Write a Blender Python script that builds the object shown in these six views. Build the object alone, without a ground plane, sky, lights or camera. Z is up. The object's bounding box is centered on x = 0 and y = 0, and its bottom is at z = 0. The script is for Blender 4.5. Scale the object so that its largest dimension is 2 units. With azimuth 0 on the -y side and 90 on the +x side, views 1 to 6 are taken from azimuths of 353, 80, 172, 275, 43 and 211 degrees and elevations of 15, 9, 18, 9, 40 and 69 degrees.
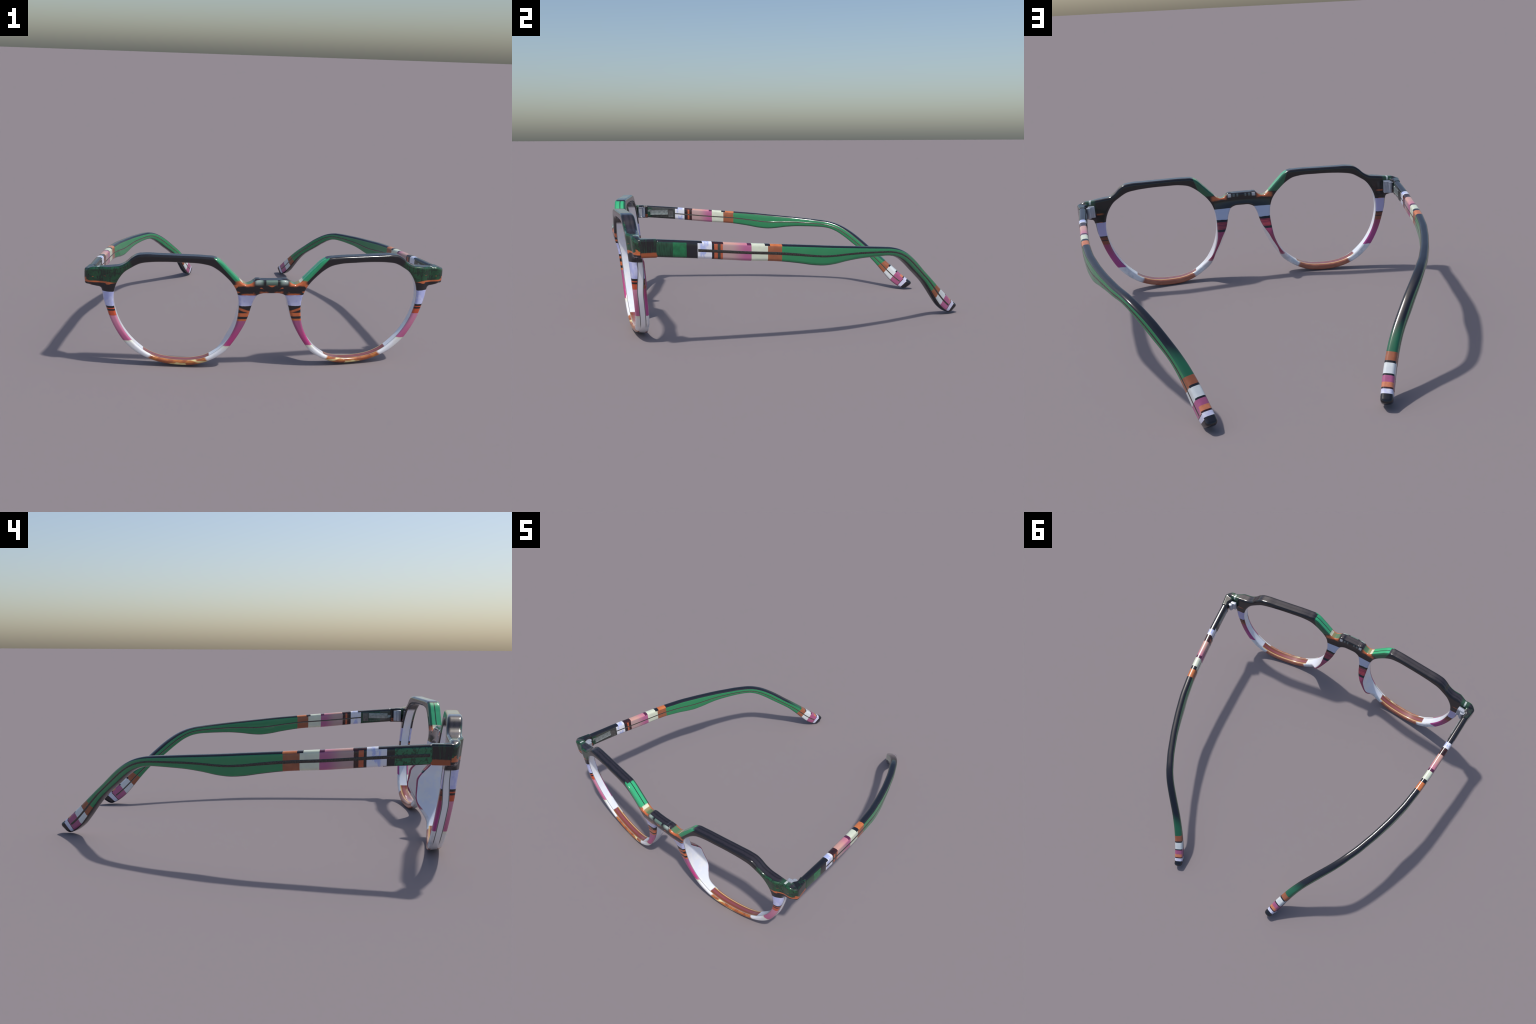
# Acetate eyeglasses lying open on the rim bottoms and the temple tips.
# Front: a rounded slab around two lens openings (signed distances, surface nets),
# temples: lofts along a bent spine, hinges: small metal parts.
import bpy, math
import numpy as np
from mathutils import Vector

# ---------------------------------------------------------------- helpers
def smooth01(a, b, v):
    t = np.clip((v - a) / (b - a), 0, 1)
    return t * t * (3 - 2 * t)

def spline(points, step, closed=False):
    """Centripetal-like Catmull-Rom through control points, resampled by length."""
    p = np.array(points, float)
    n = len(p)
    idx = (lambda i: i % n) if closed else (lambda i: min(max(i, 0), n - 1))
    out = []
    for i in range(n if closed else n - 1):
        a, b, c, d = (p[idx(i + k)] for k in (-1, 0, 1, 2))
        m = max(2, int(np.linalg.norm(c - b) / (step * .5)))
        lab, lbc, lcd = (max(np.linalg.norm(v), 1e-6) for v in (b - a, c - b, d - c))
        m1 = (c - b) if lab < 1e-5 else lbc * ((b - a) / lab * lbc + (c - b) / lbc * lab) / (lab + lbc)
        m2 = (c - b) if lcd < 1e-5 else lbc * ((c - b) / lbc * lcd + (d - c) / lcd * lbc) / (lbc + lcd)
        for t in np.linspace(0, 1, m, endpoint=False):
            out.append((2*t**3-3*t*t+1)*b + (t**3-2*t*t+t)*m1 + (-2*t**3+3*t*t)*c + (t**3-t*t)*m2)
    if not closed:
        out.append(p[-1])
    return np.array(out)

def new_mesh(name, verts, faces, mats, smooth=True, midx=None):
    me = bpy.data.meshes.new(name)
    me.from_pydata([tuple(map(float, v)) for v in verts], [], [tuple(map(int, f)) for f in faces])
    for m in mats:
        me.materials.append(m)
    if midx is not None:
        me.polygons.foreach_set('material_index', np.asarray(midx, np.int32))
    me.polygons.foreach_set('use_smooth', np.full(len(me.polygons), smooth))
    me.update()
    return me

def add(name, me, parent):
    ob = bpy.data.objects.new(name, me)
    bpy.context.scene.collection.objects.link(ob)
    ob.parent = parent
    return ob

# ---------------------------------------------------------------- node language
class Graph:
    def __init__(self, name, rough=.2, coat=.0, metallic=0., spec=.5):
        self.mat = bpy.data.materials.new(name)
        self.mat.use_nodes = True
        self.nt = self.mat.node_tree
        self.bsdf = self.nt.nodes['Principled BSDF']
        self.bsdf.inputs['Roughness'].default_value = rough
        self.bsdf.inputs['Metallic'].default_value = metallic
        self.bsdf.inputs['Specular IOR Level'].default_value = spec
        self.bsdf.inputs['Coat Weight'].default_value = coat
        self.bsdf.inputs['Coat Roughness'].default_value = .06
        tc = self.nt.nodes.new('ShaderNodeTexCoord')
        self.obj = tc.outputs['Object']
        sp = self.nt.nodes.new('ShaderNodeSeparateXYZ')
        self.nt.links.new(self.obj, sp.inputs[0])
        self.x, self.y, self.z = (V(self, s) for s in sp.outputs)
        self.ax = self.fn('ABSOLUTE', self.x)
    def put(self, socket, v):
        if isinstance(v, V):
            self.nt.links.new(v.s, socket)
        else:
            socket.default_value = v
    def fn(self, op, a, b=0., c=0.):
        n = self.nt.nodes.new('ShaderNodeMath'); n.operation = op
        for i, v in enumerate((a, b, c)):
            self.put(n.inputs[i], v)
        return V(self, n.outputs[0])
    def step(self, lo, hi, v):
        n = self.nt.nodes.new('ShaderNodeMapRange'); n.interpolation_type = 'SMOOTHSTEP'
        if not isinstance(lo, V) and not isinstance(hi, V) and hi < lo:
            n.inputs['To Min'].default_value = 1; n.inputs['To Max'].default_value = 0
            lo, hi = hi, lo
        self.put(n.inputs['Value'], v); self.put(n.inputs['From Min'], lo); self.put(n.inputs['From Max'], hi)
        return V(self, n.outputs['Result'])
    def band(self, lo, hi, v, soft=.002):
        """1 inside lo..hi"""
        a = self.step(-soft, soft, v - lo); b = self.step(-soft, soft, hi - v)
        return a * b
    def noise(self, scale, stretch=(1, 1, 1), detail=3., off=0., mirror=True, rough=.55):
        cmb = self.nt.nodes.new('ShaderNodeCombineXYZ')
        px = self.ax if mirror else self.x
        for i, (c, s) in enumerate(zip((px, self.y, self.z), stretch)):
            self.put(cmb.inputs[i], c * s + off)
        n = self.nt.nodes.new('ShaderNodeTexNoise')
        n.inputs['Scale'].default_value = scale; n.inputs['Detail'].default_value = detail
        n.inputs['Roughness'].default_value = rough
        self.nt.links.new(cmb.outputs[0], n.inputs['Vector'])
        return V(self, n.outputs['Fac'])
    def mix(self, a, b, f):
        n = self.nt.nodes.new('ShaderNodeMix'); n.data_type = 'RGBA'
        for s, v in ((n.inputs['A'], a), (n.inputs['B'], b)):
            if isinstance(v, V):
                self.nt.links.new(v.s, s)
            else:
                s.default_value = (*v, 1)
        self.put(n.inputs['Factor'], f)
        return V(self, n.outputs['Result'])
    def done(self, col, rough=None):
        if isinstance(col, V):
            self.nt.links.new(col.s, self.bsdf.inputs['Base Color'])
        else:
            self.bsdf.inputs['Base Color'].default_value = (*col, 1)
        if rough is not None:
            self.put(self.bsdf.inputs['Roughness'], rough)
        return self.mat

class V:
    def __init__(self, g, s): self.g, self.s = g, s
    def __add__(self, o): return self.g.fn('ADD', self, o)
    __radd__ = __add__
    def __sub__(self, o): return self.g.fn('SUBTRACT', self, o)
    def __rsub__(self, o): return self.g.fn('SUBTRACT', o, self)
    def __mul__(self, o): return self.g.fn('MULTIPLY', self, o)
    __rmul__ = __mul__

def srgb(r, g, b, k=1.):
    return tuple(min(1., k * ((c / 255) / 12.92 if c <= 10 else ((c / 255 + .055) / 1.055) ** 2.4)) for c in (r, g, b))

# ---------------------------------------------------------------- front: sizes
A0, BX, BX4, CZ = -.9347, .1823, -.1060, -.104   # front face: y = A0 + BX x^2 + BX4 x^4 + CZ z  (wrap and tilt)
BUMP, BUMPW = .013, .19                 # the bridge stands a little forward
DEPTH = .067                            # thickness of the front
PAD = .070                              # how far the nose pads stand out behind
ROUND = .0125
DRAFT = .06                             # the outline widens a little to the back
TURN = .028                             # the front recedes round the end pieces                           # edge rounding

OUTER = [(0, .530), (.045, .530), (.076, .530), (.093, .525), (.112, .511), (.133, .505), (.154, .513), (.179, .537),
         (.233, .592), (.279, .635), (.305, .648), (.348, .652), (.49, .655), (.60, .656), (.68, .656), (.717, .650),
         (.744, .634), (.776, .605), (.808, .588), (.85, .582), (.92, .575), (.972, .568), (.996, .550),
         (.999, .53), (.994, .490), (.978, .475), (.943, .465), (.913, .455), (.908, .438), (.901, .392), (.885, .336),
         (.862, .266), (.834, .205), (.795, .142), (.751, .095), (.698, .056), (.635, .026), (.572, .009),
         (.511, .002), (.460, .0005), (.400, .006), (.343, .024), (.288, .053), (.236, .095), (.197, .147),
         (.160, .208), (.132, .264), (.114, .313), (.100, .367), (.085, .416), (.073, .438), (.049, .450), (0, .453)]
HOLE = [(.58, .617), (.47, .617), (.372, .612), (.325, .601), (.288, .579), (.248, .5445), (.218, .513),
        (.193, .475), (.178, .432), (.1715, .385), (.173, .330), (.182, .270), (.200, .217), (.226, .167),
        (.258, .124), (.296, .090), (.342, .061), (.410, .0415), (.477, .0375), (.541, .0405), (.609, .0535),
        (.670, .081), (.717, .119), (.756, .160), (.788, .205), (.816, .260), (.8355, .321), (.8445, .375),
        (.844, .420), (.833, .473), (.812, .517), (.784, .553), (.750, .577), (.702, .603), (.645, .613)]

def y_front(x, z):
    return A0 + BX * x * x + BX4 * x**4 + CZ * z - BUMP * np.exp(-(x / BUMPW) ** 2) * (2 * smooth01(.37, .49, z) - 1)

def pad_amount(ax, z):
    return smooth01(.390, .27, z) * smooth01(.045, .20, z) * smooth01(.30, .22, ax)

class Outline:
    """Signed distance to a closed outline, tabulated once from the spline (half: x >= 0)."""
    H = .002
    def __init__(self, pts):
        self.x = np.arange(-.02, 1.05, self.H); self.z = np.arange(-.05, .71, self.H)
        gx, gz = np.meshgrid(self.x, self.z, indexing='ij')
        q = np.stack([gx.ravel(), gz.ravel()], 1)
        a = pts; b = np.roll(pts, -1, 0)
        best = np.full(len(q), 9.); inside = np.zeros(len(q), bool)
        for p0, p1 in zip(a, b):
            e = p1 - p0; L = e @ e
            if L < 1e-14: continue
            w = q - p0
            t = np.clip(w @ e / L, 0, 1)
            r = w - t[:, None] * e
            best = np.minimum(best, (r * r).sum(1))
            if abs(e[1]) > 1e-12:
                c = (q[:, 1] >= min(p0[1], p1[1])) & (q[:, 1] < max(p0[1], p1[1]))
                xi = p0[0] + (q[:, 1] - p0[1]) / e[1] * e[0]
                inside ^= c & (q[:, 0] < xi)
        s = np.sqrt(best); s[inside] *= -1
        self.t = s.reshape(gx.shape)
    def __call__(self, ax, z):
        u = np.clip((ax - self.x[0]) / self.H, 0, len(self.x) - 1.001); v = np.clip((z - self.z[0]) / self.H, 0, len(self.z) - 1.001)
        i = u.astype(int); j = v.astype(int); u = u - i; v = v - j; T = self.t
        return (T[i, j]*(1-u)*(1-v) + T[i+1, j]*u*(1-v) + T[i, j+1]*(1-u)*v + T[i+1, j+1]*u*v)

half = spline(OUTER, .008)
full_outer = np.concatenate([half, half[::-1][1:-1] * [-1, 1]])
outer_sd = Outline(full_outer)
hole_curve = spline(HOLE, .008, closed=True)
hole_sd = Outline(hole_curve)

def round_box(px, py, pz, hx, hy, hz, r):
    qx, qy, qz = abs(px) - hx + r, abs(py) - hy + r, abs(pz) - hz + r
    return np.sqrt(np.maximum(qx, 0)**2 + np.maximum(qy, 0)**2 + np.maximum(qz, 0)**2) + np.minimum(np.maximum(qx, np.maximum(qy, qz)), 0) - r

def smin(a, b, k):
    h = np.clip(.5 + .5 * (b - a) / k, 0, 1)
    return b * (1 - h) + a * h - k * h * (1 - h)

def front_sd(x, d, z):
    """Signed distance of the front in unrolled space (d = depth behind the front face)."""
    ax = np.abs(x)
    p = pad_amount(ax, z)
    a = np.maximum(outer_sd(ax, z) + p * .26 * np.maximum(d - .060, 0) + DRAFT * (1 + 1.3 * smooth01(.10, .02, z)) * smooth01(.60, .45, z) * np.clip(.060 - d, 0, .08) * smooth01(.02, .10, ax), -hole_sd(ax, z))
    a = a + p * .04 * np.maximum(d - .060, 0)            # pads taper to the back, mostly on the nose side
    recede = .024 * smooth01(.86, .925, ax) + TURN * np.clip((ax - .945) / .055, 0, 1.2)**2
    b = np.maximum(recede - d, d - DEPTH - PAD * p)
    r = ROUND
    s = np.minimum(np.maximum(a + r, b + r), 0) + np.sqrt(np.maximum(a + r, 0)**2 + np.maximum(b + r, 0)**2) - r
    # end piece turns the corner towards the temple
    y = y_front(ax, z) + d
    qx = np.abs(ax + .20 * (y + .86) - .971) - .0305 + .024; qy = np.abs(y + .816) - .051 + .024
    plan = np.sqrt(np.maximum(qx, 0)**2 + np.maximum(qy, 0)**2) + np.minimum(np.maximum(qx, qy), 0) - .024
    xs = ax + .20 * (y + .86)
    inner_edge = .9405 + .0195 * smooth01(-.835, -.800, y)
    plan = np.where(y > -.80, np.maximum(xs - 1.0015, y + .767), plan)
    plan = np.maximum(plan, inner_edge - xs)
    qz = np.abs(z - .5175 + .03 * (y + .83)) - .0445
    r = .010
    arm = np.minimum(np.maximum(plan + r, qz + r), 0) + np.sqrt(np.maximum(plan + r, 0)**2 + np.maximum(qz + r, 0)**2) - r
    s = smin(s, arm, .006)
    # raised ends on the bridge
    knob = round_box(ax - .076, d - .038, z - .515, .015, .022, .0185, .009)
    return smin(s, knob, .006)

def surface_nets(f, lo, hi, h):
    n = [int(math.ceil((b - a) / h)) + 1 for a, b in zip(lo, hi)]
    ax = [lo[i] + h * np.arange(n[i]) for i in range(3)]
    val = np.empty(n, np.float32)
    gy, gz = np.meshgrid(ax[1], ax[2], indexing='ij')
    for i, xv in enumerate(ax[0]):
        val[i] = f(np.full_like(gy, xv), gy, gz)
    neg = val < 0
    cells = [slice(None, -1), slice(1, None)]
    cnt = sum(neg[cells[i], cells[j], cells[k]].astype(np.int8) for i in (0, 1) for j in (0, 1) for k in (0, 1))
    act = np.argwhere((cnt > 0) & (cnt < 8))
    vid = np.full(cnt.shape, -1, np.int64); vid[tuple(act.T)] = np.arange(len(act))
    acc = np.zeros((len(act), 3)); num = np.zeros(len(act))
    corners = [(i, j, k) for i in (0, 1) for j in (0, 1) for k in (0, 1)]
    for c in corners:
        for axis in range(3):
            if c[axis] == 0:
                e = list(c); e[axis] = 1
                va = val[tuple((act + c).T)]; vb = val[tuple((act + e).T)]
                m = (va < 0) != (vb < 0)
                t = np.where(m, va / np.where(m, va - vb, 1), 0)
                p = np.tile(np.array(c, float), (len(act), 1)); p[:, axis] += t
                acc[m] += p[m]; num[m] += 1
    verts = (act + acc / num[:, None]) * h + np.array(lo)
    quads = []
    for axis in range(3):
        u, v = (axis + 1) % 3, (axis + 2) % 3
        s0 = [slice(None)] * 3; s1 = [slice(None)] * 3
        s0[axis] = slice(None, -1); s1[axis] = slice(1, None)
        a, b = neg[tuple(s0)], neg[tuple(s1)]
        e = np.argwhere(a != b)
        e = e[(e[:, u] > 0) & (e[:, v] > 0)]
        flip = a[tuple(e.T)]
        du = np.zeros(3, int); du[u] = 1; dv = np.zeros(3, int); dv[v] = 1
        q = np.stack([vid[tuple((e - du - dv).T)], vid[tuple((e - dv).T)], vid[tuple(e.T)], vid[tuple((e - du).T)]], 1)
        q[~flip] = q[~flip][:, ::-1]
        quads.append(q)
    quads = np.concatenate(quads)
    for _ in range(3):                                   # settle on the surface
        s = f(*verts.T); g = np.empty_like(verts); eps = .0012
        for i in range(3):
            o = np.zeros(3); o[i] = eps
            g[:, i] = (f(*(verts + o).T) - f(*(verts - o).T)) / (2 * eps)
        verts -= g * (np.clip(s, -h, h) / np.maximum((g * g).sum(1), .2))[:, None]
    return verts, quads

# ---------------------------------------------------------------- colours
BLACK = (.013, .012, .015)
NAVY = (.012, .013, .020)
GREEN = (.034, .258, .104)
DGREEN = (.012, .085, .035)
ORANGE = (.60, .145, .045)
RUST = (.34, .085, .03)
LAV = (.60, .62, .88)
WHITE = (.86, .87, .90)
CREAM = (.78, .82, .60)
MAGENTA = (.52, .05, .22)
PINK = (.66, .25, .37)
DUSTY = (.56, .36, .34)

def front_material(inner):
    g = Graph('lens_opening_wall_acetate' if inner else 'laminated_acetate', rough=.16, coat=.3)
    X, Y, Z = g.ax, g.y, g.z
    d = Y - (X * X * (BX4 * X * X + BX) + Z * CZ + A0) + g.fn('EXPONENT', X * X * (-1 / BUMPW**2)) * BUMP * (g.step(.37, .49, Z) * 2. - 1.)
    d = d - g.step(.86, .925, X) * .024 - g.fn('POWER', g.fn('MAXIMUM', X - .945, 0.) * (1 / .055), 2.) * TURN * g.step(-.835, -.845, Y)
    pad = g.step(.390, .27, Z) * g.step(.045, .20, Z) * g.step(.30, .22, X)
    back = DEPTH + pad * PAD - d                         # distance from the rear face
    n1 = g.noise(22, (1, 1, 1)) - .5
    n2 = g.noise(26, (1, 1, 3), off=3.) - .5
    nf = g.noise(34, (.6, 1, 1.6), detail=2, off=7.)
    fine = g.noise(240, (1, 1, .3), off=1.)
    T = g.step(.48, .52, X)                              # temple side of a lens
    N = 1. - T
    zz = Z + n1 * .006

    def face(rear):
        c = g.mix(BLACK, BLACK, 0.)
        # green end piece with dark veins, green slope beside the bridge
        vein = g.step(.045, .0, g.fn('ABSOLUTE', g.noise(24, (1.6, 1, .45), off=3.) - .5)) * .85
        blot = g.step(.46, .62, nf)
        if not rear:
            end = g.step(.735, .765, X - (Z - .60) * .6) * g.step(.488, .498, zz)
            c = g.mix(c, g.mix(g.mix((.010, .062, .027), (.014, .095, .036), fine), BLACK, g.fn('MAXIMUM', vein, blot * .55)), end)
            slope = g.step(.004, -.004, X - .308 - (Z - .645) * .9) * g.step(.515, .53, Z + X * .2 - .035) * g.step(.15, .165, X)
            c = g.mix(c, g.mix((.03, .32, .14), (.006, .02, .012), g.step(.020, .040, X + .345 - Z + (nf - .5) * .05)), slope)  # bright green along the upper edge paints the bevel's highlight, fading to black
        else:
            slope = g.step(.004, -.004, X - .296 - (Z - .645) * .35) * g.step(.525, .531, Z) * g.step(.15, .165, X)
            c = g.mix(c, (.022, .13, .065), slope)
        # orange flames in the black zone
        zone = g.step(.436, .444, Z) * g.fn('MAXIMUM', g.step(.225, .20, X) * g.step(.525, .50, Z), g.step(.80, .84, X) * g.step(.50, .492, Z))
        flame = g.step(.60, .66, g.noise(21, (.7, 1, 2.2), detail=1., off=11. if rear else 5.))
        c = g.mix(c, RUST if rear else ORANGE, zone * flame * g.step(.11, .13, X) if rear else zone * flame)
        if not rear:
            fleck = g.step(.63, .68, g.noise(26, (.9, 1, 2.), detail=1., off=21.)) * g.step(.86, .90, X) * g.band(.452, .53, Z, .004)
            c = g.mix(c, ORANGE, fleck * .8)
        lineE = g.band(.4885 if not rear else .488, .4975, zz) * g.step(.85 if not rear else .84, .87, X)
        c = g.mix(c, RUST if rear else ORANGE, lineE)
        valley = g.band(.098, .19, X, .012) * g.step(.490, .502, Z + n1 * .02) * g.step(.530, .516, Z)
        c = g.mix(c, ORANGE, valley)
        if not rear:
            flick = g.band(.018, .062, X, .008) * g.step(.470, .461, Z + n1 * .02)
            c = g.mix(c, ORANGE, flick * .8)
            c = g.mix(c, ORANGE, g.band(.090, .158, X, .012) * g.band(.438, .451, zz + X * .03 - .004, .004))
            glass = g.fn('MAXIMUM', g.band(-.02, .031, X, .003), g.band(.047, .088, X, .008)) * g.step(.496, .518, Z + n1 * .01)
            c = g.mix(c, g.mix((.13, .21, .17), (.34, .41, .37), g.step(.045, .07, X)), glass)
            c = g.mix(c, ORANGE, g.step(.028, .02, X + (.5045 - Z) * 1.8) * g.band(.4935, .503, Z))
        else:
            reflect_patch = g.fn('MAXIMUM', g.band(.02, .031, X, .002), g.band(.042, .056, X, .002)) * g.band(.508, .525, Z)  # small rectangular reflections on the glossy black, painted into the colour
            c = g.mix(c, (.11, .14, .14), reflect_patch)
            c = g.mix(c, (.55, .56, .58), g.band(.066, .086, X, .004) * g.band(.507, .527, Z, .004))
        # bands down the rim
        low = .358 + N * (.018 + n1 * .012)
        lav = g.mix(LAV, (.50, .53, .86), g.step(-.02, .08, n1)) if not rear else g.mix((.50, .56, .74), (.47, .45, .74), T)
        c = g.mix(c, lav, g.step(.4425, .4405, Z + n1 * .004))
        c = g.mix(c, BLACK, g.step(low + .001, low - .001, Z) if False else g.step(-.001, .001, low - Z))
        if not rear:
            s1 = T * g.band(.3400, .3465, Z, .001) + N * g.band(.312, .333, Z + n1 * .004, .002)
            s2 = T * g.band(.3025, .3300, Z, .001) + N * g.band(.280, .2975, Z, .002)
            s3 = N * g.band(.345, .358, Z + (X - .15) * -.35 + n1 * .008, .003) * .85
            for s in (s1, s2, s3):
                c = g.mix(c, g.mix(ORANGE, (.62, .07, .03), T * .7), s)
            ptop = .302 - N * .016
            pk = g.mix(g.mix(PINK, (.36, .10, .22), N), g.mix((.55, .13, .28), MAGENTA, N), g.step(.30, .16, Z))
        else:
            s1 = T * g.band(.3330, .3500, zz, .002) * .6 + T * g.band(.300, .328, zz, .002)
            c = g.mix(c, (.26, .065, .035), s1)
            c = g.mix(c, g.mix((.20, .025, .05), (.36, .05, .06), g.step(.4, .6, g.noise(40, (.2, 1, 3), off=2.))), N * g.band(.324, .363, zz, .002))
            ptop = .306 + N * .006
            pk = g.mix((.34, .05, .13), (.44, .06, .27), g.step(.31, .2, Z) * T)
        c = g.mix(c, pk, g.step(-.0012, .0012, ptop - Z))
        wt = .153 - N * .018
        wcol = g.mix(WHITE, CREAM, g.step(.022, .0, wt - Z + n1 * .02) * .8) if not rear else g.mix((.66, .72, .78), WHITE, g.step(-.1, .1, n1))
        c = g.mix(c, wcol, g.step(-.003, .003, wt - Z + n1 * .012))
        tint = g.step(.50, .62, g.noise(13, (1, .5, 1), detail=2., off=15.)) * g.step(.16, .13, Z) * .30
        c = g.mix(c, (.72, .62, .66) if rear else (.78, .74, .62), tint)
        blob = g.step(.52, .60, g.noise(16, (1, .6, 1.2), detail=1., off=9.))
        brown = g.mix(RUST, (.50, .17, .04), g.step(.4, .6, nf)) if not rear else g.mix((.48, .17, .10), (.40, .13, .08), g.step(.4, .6, nf))
        if not rear:
            brown = g.mix(brown, (.85, .74, .34), blob * .9)
        c = g.mix(c, brown, g.band(.338, .658, X + (Z - .05) * g.fn('SIGN', X - .5) * .6 + n1 * .03, .009) * g.step(.09, .085, Z))
        return c

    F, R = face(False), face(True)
    # core between the two laminations
    hi = g.step(.435, .445, Z)
    core_low = g.mix(WHITE, (.70, .60, .42), g.step(.03, .0, Z) * .6)
    line = g.fn('MAXIMUM', g.band(.0195, .0235, d, .0008), g.band(.0165, .0205, back, .0008))
    core_low = g.mix(core_low, BLACK, line * .85 * g.step(.06, .10, Z) * (1. - pad))
    top = g.mix(BLACK, (.034, .028, .036), g.fn('MAXIMUM', g.band(.016, .034, d + n1 * .01, .008), g.band(.042, .052, d + n1 * .006, .006)))  # lengthwise highlights on the brow top, painted as lighter streaks
    green = g.step(.298, .290, X) * g.step(.165, .172, X + (Z - .53) * .25) * g.step(.50, .52, Z)
    gl = g.mix((.045, .46, .20), BLACK, g.band(.032, .037, d, .0015))
    top = g.mix(top, gl, green)
    top = g.mix(top, (.80, .78, .58), g.band(.154, .172, X, .003) * g.step(.48, .50, Z))
    top = g.mix(top, g.mix((.10, .20, .10), (.35, .28, .12), g.step(.125, .150, X)), g.band(.100, .155, X, .003) * g.step(.485, .497, Z))
    joint_reflection = g.band(.917, .929, X, .001) * g.step(.55, .56, Z)  # pale strip on the end piece top: painted reflection at the hinge joint
    top = g.mix(top, (.03, .10, .05), g.band(.895, .95, X, .012) * g.step(.5, .51, Z) * .8)
    top = g.mix(top, (.50, .57, .52), joint_reflection)
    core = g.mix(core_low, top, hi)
    if inner:
        wall = g.mix(WHITE, (.80, .83, .92), g.step(-.1, .1, n1))
        wall = g.mix(wall, BLACK, g.step(.555, .575, Z))
        strip = g.band(.325, .69, X, .003) * g.step(.10, .095, Z)
        bc = g.mix(g.mix((.24, .065, .035), (.28, .075, .09), g.band(.03, .045, d, .006)), (.70, .45, .18), g.fn('MAXIMUM', g.step(.018, .015, d), g.step(.016, .012, back)))
        wall = g.mix(wall, bc, strip * g.band(.014, .059, d, .001))
        wall = g.mix(wall, BLACK, g.band(.0130, .0155, d, .0006) * .9)
        c = g.mix(wall, F, g.step(.0128, .0118, d))
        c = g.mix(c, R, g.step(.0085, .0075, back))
    else:
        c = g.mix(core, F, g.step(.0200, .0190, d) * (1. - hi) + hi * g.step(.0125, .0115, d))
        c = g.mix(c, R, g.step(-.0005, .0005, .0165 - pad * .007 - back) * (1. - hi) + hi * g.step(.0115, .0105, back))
        # dark green / rust on the return of the end piece
        ret = g.step(.965, .975, X + (Y + .86) * .22) * g.step(.44, .45, Z)
        rc = g.mix(g.mix(BLACK, (.014, .045, .025), g.step(.45, .65, g.noise(60, (1, 2.5, .2), off=6., mirror=False))), RUST, g.step(.500, .494, zz))
        c = g.mix(c, rc, ret * g.step(.012, .02, d))
    return g.done(c)

# ---------------------------------------------------------------- build
for o in list(bpy.data.objects):
    bpy.data.objects.remove(o)
root = bpy.data.objects.new('eyeglasses', None)
bpy.context.scene.collection.objects.link(root)
root['label'] = 'open eyeglasses frame in striped multicoloured glossy acetate'
root['category'] = 'eyeglasses'

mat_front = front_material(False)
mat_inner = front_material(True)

H = .0036
verts, quads = surface_nets(front_sd, (-1.02, -.02, -.02), (1.02, .16, .675), H)
unrolled = verts.copy()
verts[:, 1] += y_front(verts[:, 0], verts[:, 2])
cen = unrolled[quads].mean(1)
cax = np.abs(cen[:, 0])
is_inner = (hole_sd(cax, cen[:, 2]) < .007 + np.where(cax < .3, .2, 0) * np.clip(cen[:, 1] - .06, 0, 1)) & (outer_sd(cax, cen[:, 2]) < -.010)
padz = pad_amount(cax, cen[:, 2])
region = np.where(cen[:, 0] > 0, 0, 1)                              # rims
region = np.where((cax < .118) & (cen[:, 2] > .44), 2, region)      # bridge
region = np.where((cax > .872) & (cen[:, 2] > .447), np.where(cen[:, 0] > 0, 3, 4), region)
region = np.where((cen[:, 1] > .074) & (cax < .30) & (cen[:, 2] < .37), np.where(cen[:, 0] > 0, 5, 6), region)
whole = new_mesh('whole_front', verts, quads, [])
normals = np.empty(len(verts) * 3); whole.vertices.foreach_get('normal', normals); normals = normals.reshape(-1, 3)
for rid, name in enumerate(['rim', 'rim', 'bridge', 'end_piece', 'end_piece', 'nose_pad', 'nose_pad']):
    sel = region == rid
    q = quads[sel]
    used, inv = np.unique(q, return_inverse=True)
    me = new_mesh(name, verts[used], inv.reshape(-1, 4), [mat_front, mat_inner], midx=is_inner[sel].astype(int))
    me.normals_split_custom_set_from_vertices(normals[used].tolist())
    add(name, me, root)
bpy.data.meshes.remove(whole)

# ---------------------------------------------------------------- temples
# stations: top edge (y, z), bottom edge (y, z)
STATIONS = [(-0.772, 0.5585, -0.772, 0.474), (-0.55, 0.542, -0.55, 0.457), (-0.35, 0.525, -0.35, 0.438), (-0.15, 0.51, -0.15, 0.4225),
            (-0.05, 0.502, -0.05, 0.4065), (0.02, 0.496, 0.02, 0.3935), (0.08, 0.49, 0.08, 0.3875), (0.14, 0.4845, 0.14, 0.3905),
            (0.2, 0.479, 0.2, 0.399), (0.29, 0.471, 0.28, 0.406), (0.37, 0.463, 0.35, 0.407), (0.44, 0.4561, 0.415, 0.4061),
            (0.5, 0.4479, 0.468, 0.4035), (0.555, 0.4329, 0.515, 0.3938), (0.605, 0.4095, 0.56, 0.373), (0.655, 0.376, 0.605, 0.34),
            (0.71, 0.328, 0.66, 0.292), (0.755, 0.285, 0.705, 0.254), (0.8, 0.243, 0.752, 0.211), (0.845, 0.199, 0.797, 0.158),
            (0.883, 0.1609, 0.841, 0.1019), (0.925, 0.1216, 0.88, 0.0549), (0.964, 0.0861, 0.918, 0.0232), (1.016, 0.044, 0.962, 0.001)]
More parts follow.
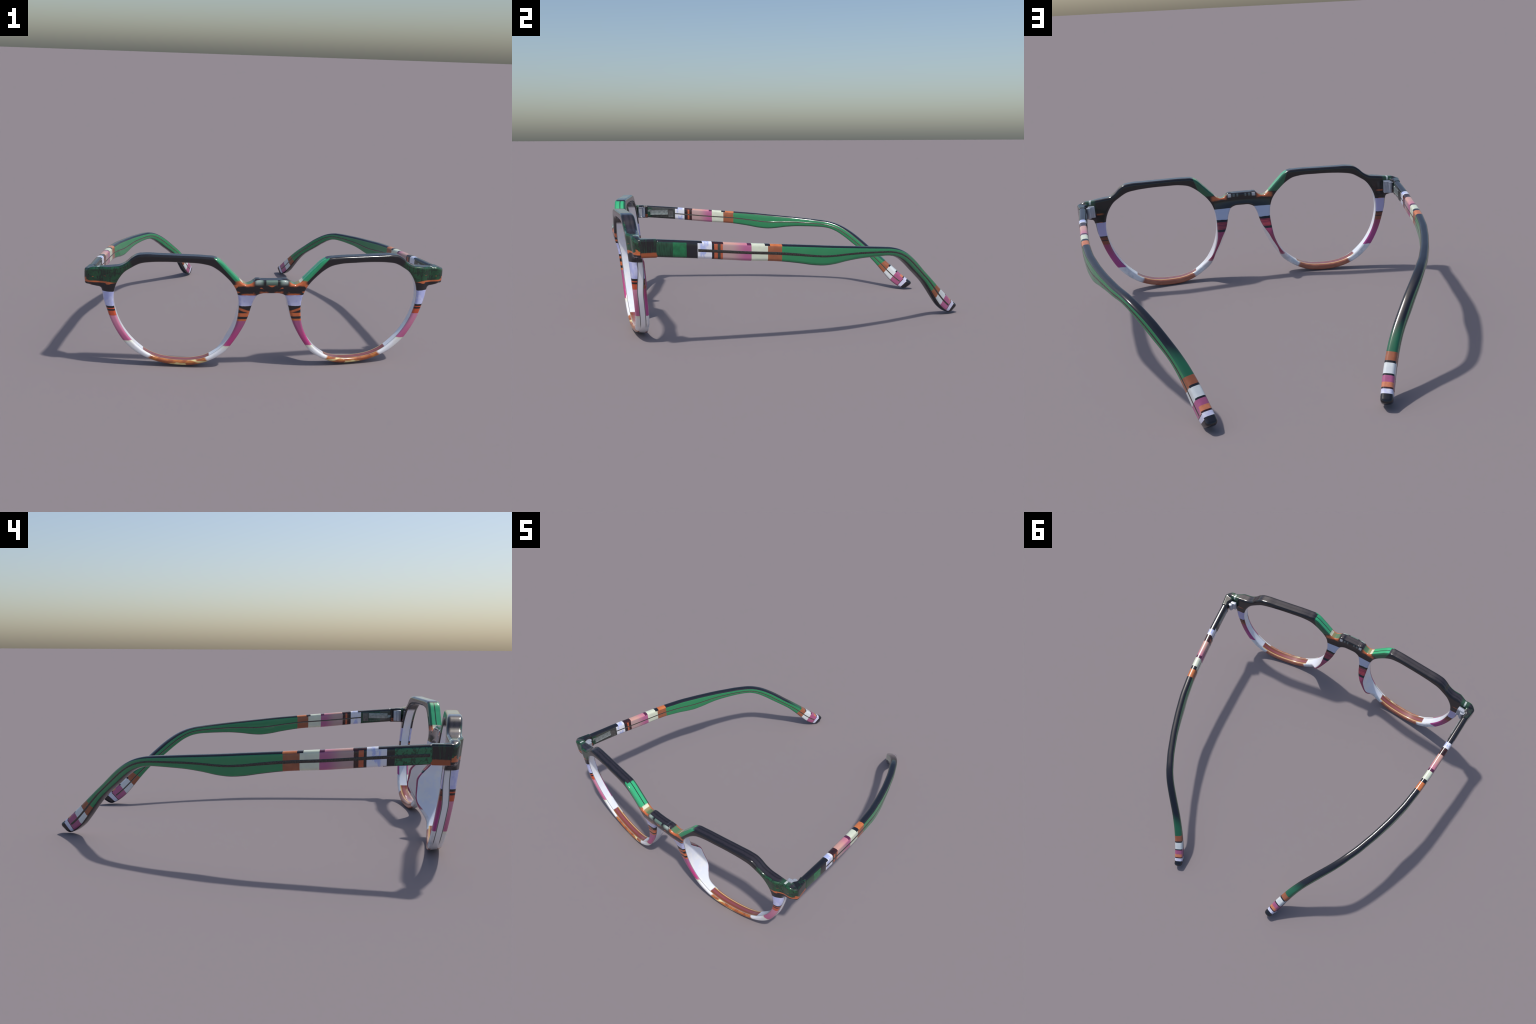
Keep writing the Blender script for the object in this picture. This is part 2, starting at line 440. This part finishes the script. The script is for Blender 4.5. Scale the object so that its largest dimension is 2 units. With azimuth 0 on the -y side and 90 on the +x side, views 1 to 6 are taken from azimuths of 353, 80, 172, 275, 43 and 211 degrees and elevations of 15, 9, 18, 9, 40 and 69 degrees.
OUTSIDE = [(-0.78, 0.985), (-0.57, 0.9685), (-0.42, 0.9515), (-0.295, 0.9395), (-0.16, 0.9215), (-0.014, 0.8935), (0.122, 0.8545),
           (0.254, 0.8095), (0.402, 0.7495), (0.455, 0.7225), (0.522, 0.6885), (0.583, 0.6495), (0.637, 0.6075), (0.74, 0.5255),
           (0.809, 0.4795), (0.876, 0.4435), (0.935, 0.4165), (1.0, 0.3895)]
THICK = [(-.78, .042), (-.2, .043), (.3, .044), (.7, .048), (.9, .054), (1.0, .054)]

def smooth_table(pts, lo, hi, n=400, width=.03):
    t = np.linspace(lo, hi, n); p = np.array(pts)
    v = np.interp(t, p[:, 0], p[:, 1])
    k = max(1, int(width / (hi - lo) * n)); w = np.hanning(2 * k + 3)[1:-1]; w /= w.sum()
    ext = np.concatenate([2 * v[0] - v[1:len(w)//2 + 1][::-1], v, 2 * v[-1] - v[-len(w)//2:-1][::-1]])
    return t, np.convolve(ext, w, 'same')[len(w)//2:len(w)//2 + n]
xt = smooth_table(OUTSIDE, -.80, 1.02, width=.05)
tt = smooth_table(THICK, -.80, 1.02, width=.08)
out_x = lambda y: np.interp(y, *xt)
thick = lambda y: np.interp(y, *tt)
st = spline(STATIONS, .008)

def section(n_side=5, n_corner=4, n_top=4):
    """Unit cross-section: list of (a, b, kind); a across -1..1 (out +), b up -1..1; corner r handled by caller."""
    seq = []
    def arc(cx, cy, a0):
        for i in range(n_corner + 1):
            a = a0 + math.pi / 2 * i / n_corner
            seq.append((cx, cy, math.cos(a), math.sin(a)))
    arc(1, 1, 0.); arc(-1, 1, math.pi / 2); arc(-1, -1, math.pi); arc(1, -1, 1.5 * math.pi)
    return seq
SEC = section()

# kinds of facet round the section: corner arcs are split half to the side, half to top / bottom
def facet_kind(i):
    a, b = SEC[i], SEC[(i + 1) % len(SEC)]
    nx, nz = a[2] + b[2], a[3] + b[3]
    if nz > abs(nx) * .55:
        return 'top'
    if -nz > abs(nx) * .85:
        return 'bottom'
    return 'out' if nx > 0 else 'in'
KIND = [facet_kind(i) for i in range(len(SEC))]

def plain(name, c1, c2=None, scale=60., stretch=(1, 1, 1), rough=.18, coat=.3, metallic=0.):
    g = Graph(name, rough=rough, coat=coat, metallic=metallic)
    c2 = c2 or tuple(v * .86 for v in c1)
    return g.done(g.mix(c1, c2, g.step(.35, .65, g.noise(scale, stretch, mirror=False))))

def pink_material():
    g = Graph('pink_acetate', rough=.18, coat=.3)
    f = g.step(-.42, -.335, g.y)
    f2 = g.step(.935, .962, g.y)
    c = g.mix((.50, .33, .32), (.48, .13, .28), f)
    return g.done(g.mix(c, g.mix((.48, .13, .28), (.60, .30, .28), f2), g.step(.5, .6, g.y)))
def pink_top_material():
    g = Graph('salmon_pink_acetate', rough=.18, coat=.3)
    return g.done(g.mix((.66, .36, .30), (.62, .22, .30), g.step(-.42, -.34, g.y)))
def lavender_material():
    g = Graph('lavender_acetate', rough=.18, coat=.3)
    blue = g.step(.48, .56, g.noise(26, (1, 1, .8), off=2., mirror=False)) * g.band(-.565, -.525, g.y, .006)
    return g.done(g.mix((.80, .81, .88), (.48, .54, .86), blue))
def green_material():
    g = Graph('green_acetate', rough=.2, coat=.3)
    return g.done(g.mix(GREEN, (.026, .26, .10), g.step(.3, .7, g.noise(12, (1, 1, 3), mirror=False))))
def black_green_top():
    g = Graph('black_to_green_acetate', rough=.16, coat=.3)
    return g.done(g.mix(NAVY, (.018, .13, .065), g.step(.72, .80, g.y + g.fn('ABSOLUTE', g.x) * 0.)))
def veined_green():
    g = Graph('veined_green_acetate', rough=.2, coat=.3)
    v = g.step(.06, .0, g.fn('ABSOLUTE', g.noise(30, (1, 1, 1), mirror=False) - .5))
    return g.done(g.mix((.022, .17, .075), (.008, .03, .015), v * .8))

M = dict(black=plain('black_acetate', BLACK, NAVY, rough=.16), top=black_green_top(), green=green_material(),
         veined=veined_green(), dgreen=plain('dark_green_acetate', (.010, .04, .022), (.015, .075, .04), 70, (1, 2, .3)),
         bgreen=plain('bright_green_acetate', (.012, .18, .065), (.010, .13, .05), 40),
         lav=lavender_material(), pink=pink_material(), pinktop=pink_top_material(),
         cream=plain('cream_acetate', (.72, .78, .60), (.68, .72, .58), 30), orange=plain('orange_acetate', (.37, .122, .055), (.33, .10, .045), 30),
         orangetop=plain('bright_orange_acetate', (.66, .20, .06), (.58, .16, .05), 30),
         rust=plain('rust_acetate', (.55, .12, .05)), maroon=plain('maroon_acetate', (.06, .012, .012), (.02, .01, .012), 80),
         plum=plain('plum_acetate', (.12, .02, .07)), grey=plain('smoke_grey_acetate', (.06, .065, .058), (.04, .045, .04), 60),
         white=plain('white_acetate', (.74, .78, .78), (.68, .72, .74), 30), tiplav=plain('pale_lavender_acetate', (.64, .64, .86), (.74, .75, .86), 60),
         magenta=plain('magenta_acetate', (.46, .11, .25), (.40, .10, .22), 30),
         peach=plain('peach_acetate', (.72, .24, .12)), wire=plain('dark_core_line', (.02, .018, .016), (.05, .045, .038), 200),
         wirelight=plain('pale_core_edge', (.30, .26, .20), (.22, .20, .16), 200),
         steel=plain('brushed_steel', (.50, .53, .60), (.40, .43, .49), 90, (1, 1, .2), rough=.32, coat=0., metallic=.25),
         steeldark=plain('dark_steel', (.16, .16, .15), (.10, .10, .10), 60, rough=.35, coat=0., metallic=.6),
         plate=plain('grey_hinge_plate', (.36, .40, .39), (.24, .28, .27), 60, (1, 1, 2), rough=.3, coat=0., metallic=.5))

# colour zones along the temple, by the y of the top edge: (end y, side, top, bottom)
def zones(side, inside):
    """side: +1 the temple on the +x side"""
    if inside:
        z = [(-.70, 'grey'), (-.575, 'dgreen')] if side > 0 else [(-.74, 'dgreen'), (-.575, 'grey')]
        z += [(-.508, 'lav'), (-.497, 'black'), (-.485, 'maroon'), (-.473, 'rust'), (-.455, 'maroon')]
    elif side > 0:
        z = [(-.695, 'dgreen'), (-.630, 'bgreen'), (-.577, 'black'), (-.508, 'lav'), (-.497, 'black'), (-.480, 'rust'),
             (-.466, 'grey'), (-.455, 'rust')]
    else:
        z = [(-.622, 'veined'), (-.590, 'black'), (-.508, 'lav'), (-.496, 'black'), (-.475, 'rust'), (-.455, 'maroon')]
    z += [(-.313, 'pink'), (-.230, 'cream'), (-.158, 'orange'), (.850, 'green'), (.881, 'orange'), (.922, 'white'), (.967, 'magenta' if side < 0 else 'pink'),
          (.970, 'maroon'), (.989, 'tiplav'), (2., 'black')]
    return z
TOPZ = [(-.555, 'black'), (-.508, 'lav'), (-.452, 'maroon'), (-.335, 'pinktop'), (-.313, 'plum'), (-.245, 'cream'), (-.218, 'black'),
        (-.156, 'orangetop'), (.850, 'top'), (.877, 'orange'), (.884, 'black'), (.918, 'white'), (.924, 'black'), (.945, 'magenta'),
        (.961, 'peach'), (.967, 'maroon'), (.983, 'tiplav'), (2., 'black')]
BOTZ = [(-.575, 'black'), (-.508, 'lav'), (-.455, 'maroon'), (-.313, 'pink'), (-.230, 'cream'), (-.158, 'orange'), (2., 'black')]
TIP_START = .850

def temple(side):
    tables = dict(out=zones(side, False), top=TOPZ, bottom=BOTZ)
    tables['in'] = zones(side, True)
    cuts = sorted({e for t in tables.values() for e, _ in t if e < .99})
    y_top = st[:, 0]
    s_of = np.concatenate([[0], np.cumsum(np.linalg.norm(np.diff((st[:, :2] + st[:, 2:]) / 2, axis=0), axis=1))])
    S = sorted(set(np.round(np.concatenate([np.linspace(0, s_of[-1], 230), np.interp(cuts, y_top, s_of)]), 5)))
    S = [s for i, s in enumerate(S)]
    end = s_of[-1]
    S = [s for s in S if s < end - .0165] + [end - .0165 + .0165 * math.sin(a) for a in np.linspace(0, math.pi / 2, 9)]
    rings, info, frames = [], [], []
    for s in S:
        yt, zt, yb, zb = (np.interp(s, s_of, st[:, k]) for k in range(4))
        ym, zm = (yt + yb) / 2, (zt + zb) / 2
        dx = (out_x(ym + .01) - out_x(ym - .01)) / .02
        nrm = np.array([1, -dx]) / math.hypot(1, dx)              # outward, horizontal (x, y)
        w = thick(ym) / 2
        up = np.array([0, yt - yb, zt - zb]); hh = np.linalg.norm(up) / 2; up = up / np.linalg.norm(up)
        up = up + np.array([dx * up[1], 0, 0]); up /= np.linalg.norm(up)
        c = np.array([out_x(ym), ym, zm]) - np.array([nrm[0], nrm[1], 0]) * w
        out = np.array([nrm[0], nrm[1], 0])
        k = 1.
        if s > end - .0165:
            u = (s - (end - .0165)) / .0165
            k = math.sqrt(max(0., 1 - u * u))
        r = min(.0155, w * .75)
        e = .0165 * (1 - k)
        hw, hv = max(w - e, .0005), max(hh - e, .0005)
        r = min(r, hw * .9, hv * .9)
        ring = [c + out * (cx * (hw - r) + nx * r) + up * (cy * (hv - r) + nz * r) for cx, cy, nx, nz in SEC]
        rings.append(ring); frames.append((c, out, up, hw, hv))
        info.append(np.interp(s, s_of, y_top))
    ns = len(SEC)
    pts = np.array(rings)
    pts[:, :, 0] *= side
    mats, lookup = [], {}
    def slot(n):
        if n not in lookup:
            lookup[n] = len(mats); mats.append(M[n])
        return lookup[n]
    faces, fm, ftip = [], [], []
    for i in range(len(S) - 1):
        ymid = (info[i] + info[i + 1]) / 2
        col = {k: next(c for e, c in t if ymid < e) for k, t in tables.items()}
        for j in range(ns):
            a, b, c, d = i * ns + j, i * ns + (j + 1) % ns, (i + 1) * ns + (j + 1) % ns, (i + 1) * ns + j
            faces.append((a, b, c, d) if side < 0 else (a, d, c, b))
            fm.append(slot(col[KIND[j]])); ftip.append(ymid > TIP_START)
    flat = pts.reshape(-1, 3)
    last = (len(S) - 1) * ns
    cap0 = tuple(range(ns)); cap1 = tuple(range(last, last + ns))
    faces += [cap0[::-1] if side < 0 else cap0, cap1 if side < 0 else cap1[::-1]]
    fm += [slot('black'), slot('black')]; ftip += [False, True]
    fm = np.array(fm); ftip = np.array(ftip)
    w = new_mesh('t', flat, faces, [])
    nv = np.empty(len(flat) * 3); w.vertices.foreach_get('normal', nv); nv = nv.reshape(-1, 3)
    bpy.data.meshes.remove(w)
    arm = None
    for name, sel in (('temple', ~ftip), ('temple_tip', ftip)):
        fs = [faces[i] for i in np.nonzero(sel)[0]]
        used = sorted({v for f in fs for v in f}); remap = {v: i for i, v in enumerate(used)}
        me = new_mesh(name, flat[used], [[remap[v] for v in f] for f in fs], mats, midx=fm[sel])
        me.normals_split_custom_set_from_vertices(nv[used].tolist())
        ob = add(name, me, root if arm is None else arm)
        arm = arm or ob
    # core line let into both sides: a narrow ribbon standing hardly proud of the surface
    for sgn in (1, -1):
        lo, hi = (-.575 if side > 0 or sgn < 0 else -.765, .965)
        idx = [i for i, v in enumerate(info) if lo <= v <= hi]
        rv, rf, rm = [], [], []
        for i in idx:
            c, out, up, hw, hv = frames[i]
            drop = .0 if sgn > 0 else .0
            wid = (.0042 + .0016 * smooth01(.1, -.15, info[i])) if sgn > 0 else .0032
            for q, lift in ((-1.5, -.001), (-1.0, .0007), (-.35, .0009), (.35, .0009), (1.0, .0007), (1.5, -.001)):
                p = c + out * sgn * (hw + lift) + up * (q * wid - hv * .04 + drop)
                rv.append((p[0] * side, p[1], p[2]))
        for k in range(len(idx) - 1):
            for q in range(5):
                a = k * 6 + q
                f = (a, a + 1, a + 7, a + 6)
                rf.append(f if side * sgn < 0 else f[::-1]); rm.append(1 if q in (1,) and sgn < 0 else 0)
        me = new_mesh('core_wire', rv, rf, [M['wire'], M['wirelight']], midx=rm)
        add('core_wire', me, arm)
    return arm, frames, info

def bevel_box(name, c, ax, size, mat, parent, r=.004, side=1):
    """rounded box: centre c, axes ax (3 vectors), half sizes"""
    import bmesh
    bm = bmesh.new(); bmesh.ops.create_cube(bm, size=2)
    for v in bm.verts:
        p = np.array(c, float) + sum(np.array(a) * s * k for a, s, k in zip(ax, size, v.co))
        v.co = (p[0] * side, p[1], p[2])
    bmesh.ops.bevel(bm, geom=bm.edges[:], offset=r, segments=3, affect='EDGES', profile=.5)
    bmesh.ops.recalc_face_normals(bm, faces=bm.faces)
    me = bpy.data.meshes.new(name); bm.to_mesh(me); bm.free()
    me.materials.append(mat)
    me.polygons.foreach_set('use_smooth', np.full(len(me.polygons), True)); me.update()
    me.set_sharp_from_angle(angle=math.radians(50))
    return add(name, me, parent)

def drum(name, c, axis, radius, half_len, mat, parent, side=1):
    import bmesh
    bm = bmesh.new()
    bmesh.ops.create_cone(bm, cap_ends=True, segments=40, radius1=radius, radius2=radius, depth=2 * half_len)
    rot = Vector((0, 0, 1)).rotation_difference(Vector(axis))
    for v in bm.verts:
        v.co = rot @ v.co + Vector(c); v.co.x *= side
    bmesh.ops.bevel(bm, geom=[e for e in bm.edges if len(e.link_faces) == 2 and e.calc_face_angle() > 1], offset=.002, segments=2, affect='EDGES', profile=.5)
    bmesh.ops.recalc_face_normals(bm, faces=bm.faces)
    me = bpy.data.meshes.new(name); bm.to_mesh(me); bm.free()
    me.materials.append(mat)
    me.polygons.foreach_set('use_smooth', np.full(len(me.polygons), True)); me.update()
    me.set_sharp_from_angle(angle=math.radians(40))
    return add(name, me, parent)

X3, Y3, Z3 = (1, 0, 0), (0, 1, 0), (0, 0, 1)
for side in (1, -1):
    arm, frames, info = temple(side)
    hinge = bpy.data.objects.new('hinge', None)
    bpy.context.scene.collection.objects.link(hinge); hinge.parent = root
    bevel_box('hinge_plate', (.917, -.822, .516), ((1, .15, 0), (-.15, 1, 0), Z3), (.020, .012, .034), M['steel'], hinge, side=side)
    drum('hinge_barrel', (.932, -.804, .514), (0, 0, 1), .014, .032, M['steel'], hinge, side=side)
    # plate sunk in the inner face of the temple
    i0 = min(range(len(info)), key=lambda i: abs(info[i] + .685))
    c, out, up, hw, hv = frames[i0]
    t = np.cross(up, out)
    bevel_box('hinge_leaf', c - out * (hw - .0005) + up * .002, (out, t, up), (.003, .062, .017), M['plate'], hinge, r=.002, side=side)
    bevel_box('hinge_leaf', c - out * (hw - .0005) + np.array([-.006, .082, -.008]) + up * .002, (out, t, up), (.0022, .018, .028), M['steeldark'], hinge, r=.0015, side=side)
    drum('hinge_screw', c - out * (hw + .001) + np.array([.010, -.064, .006]), out, .017, .004, M['plate'], hinge, side=side)
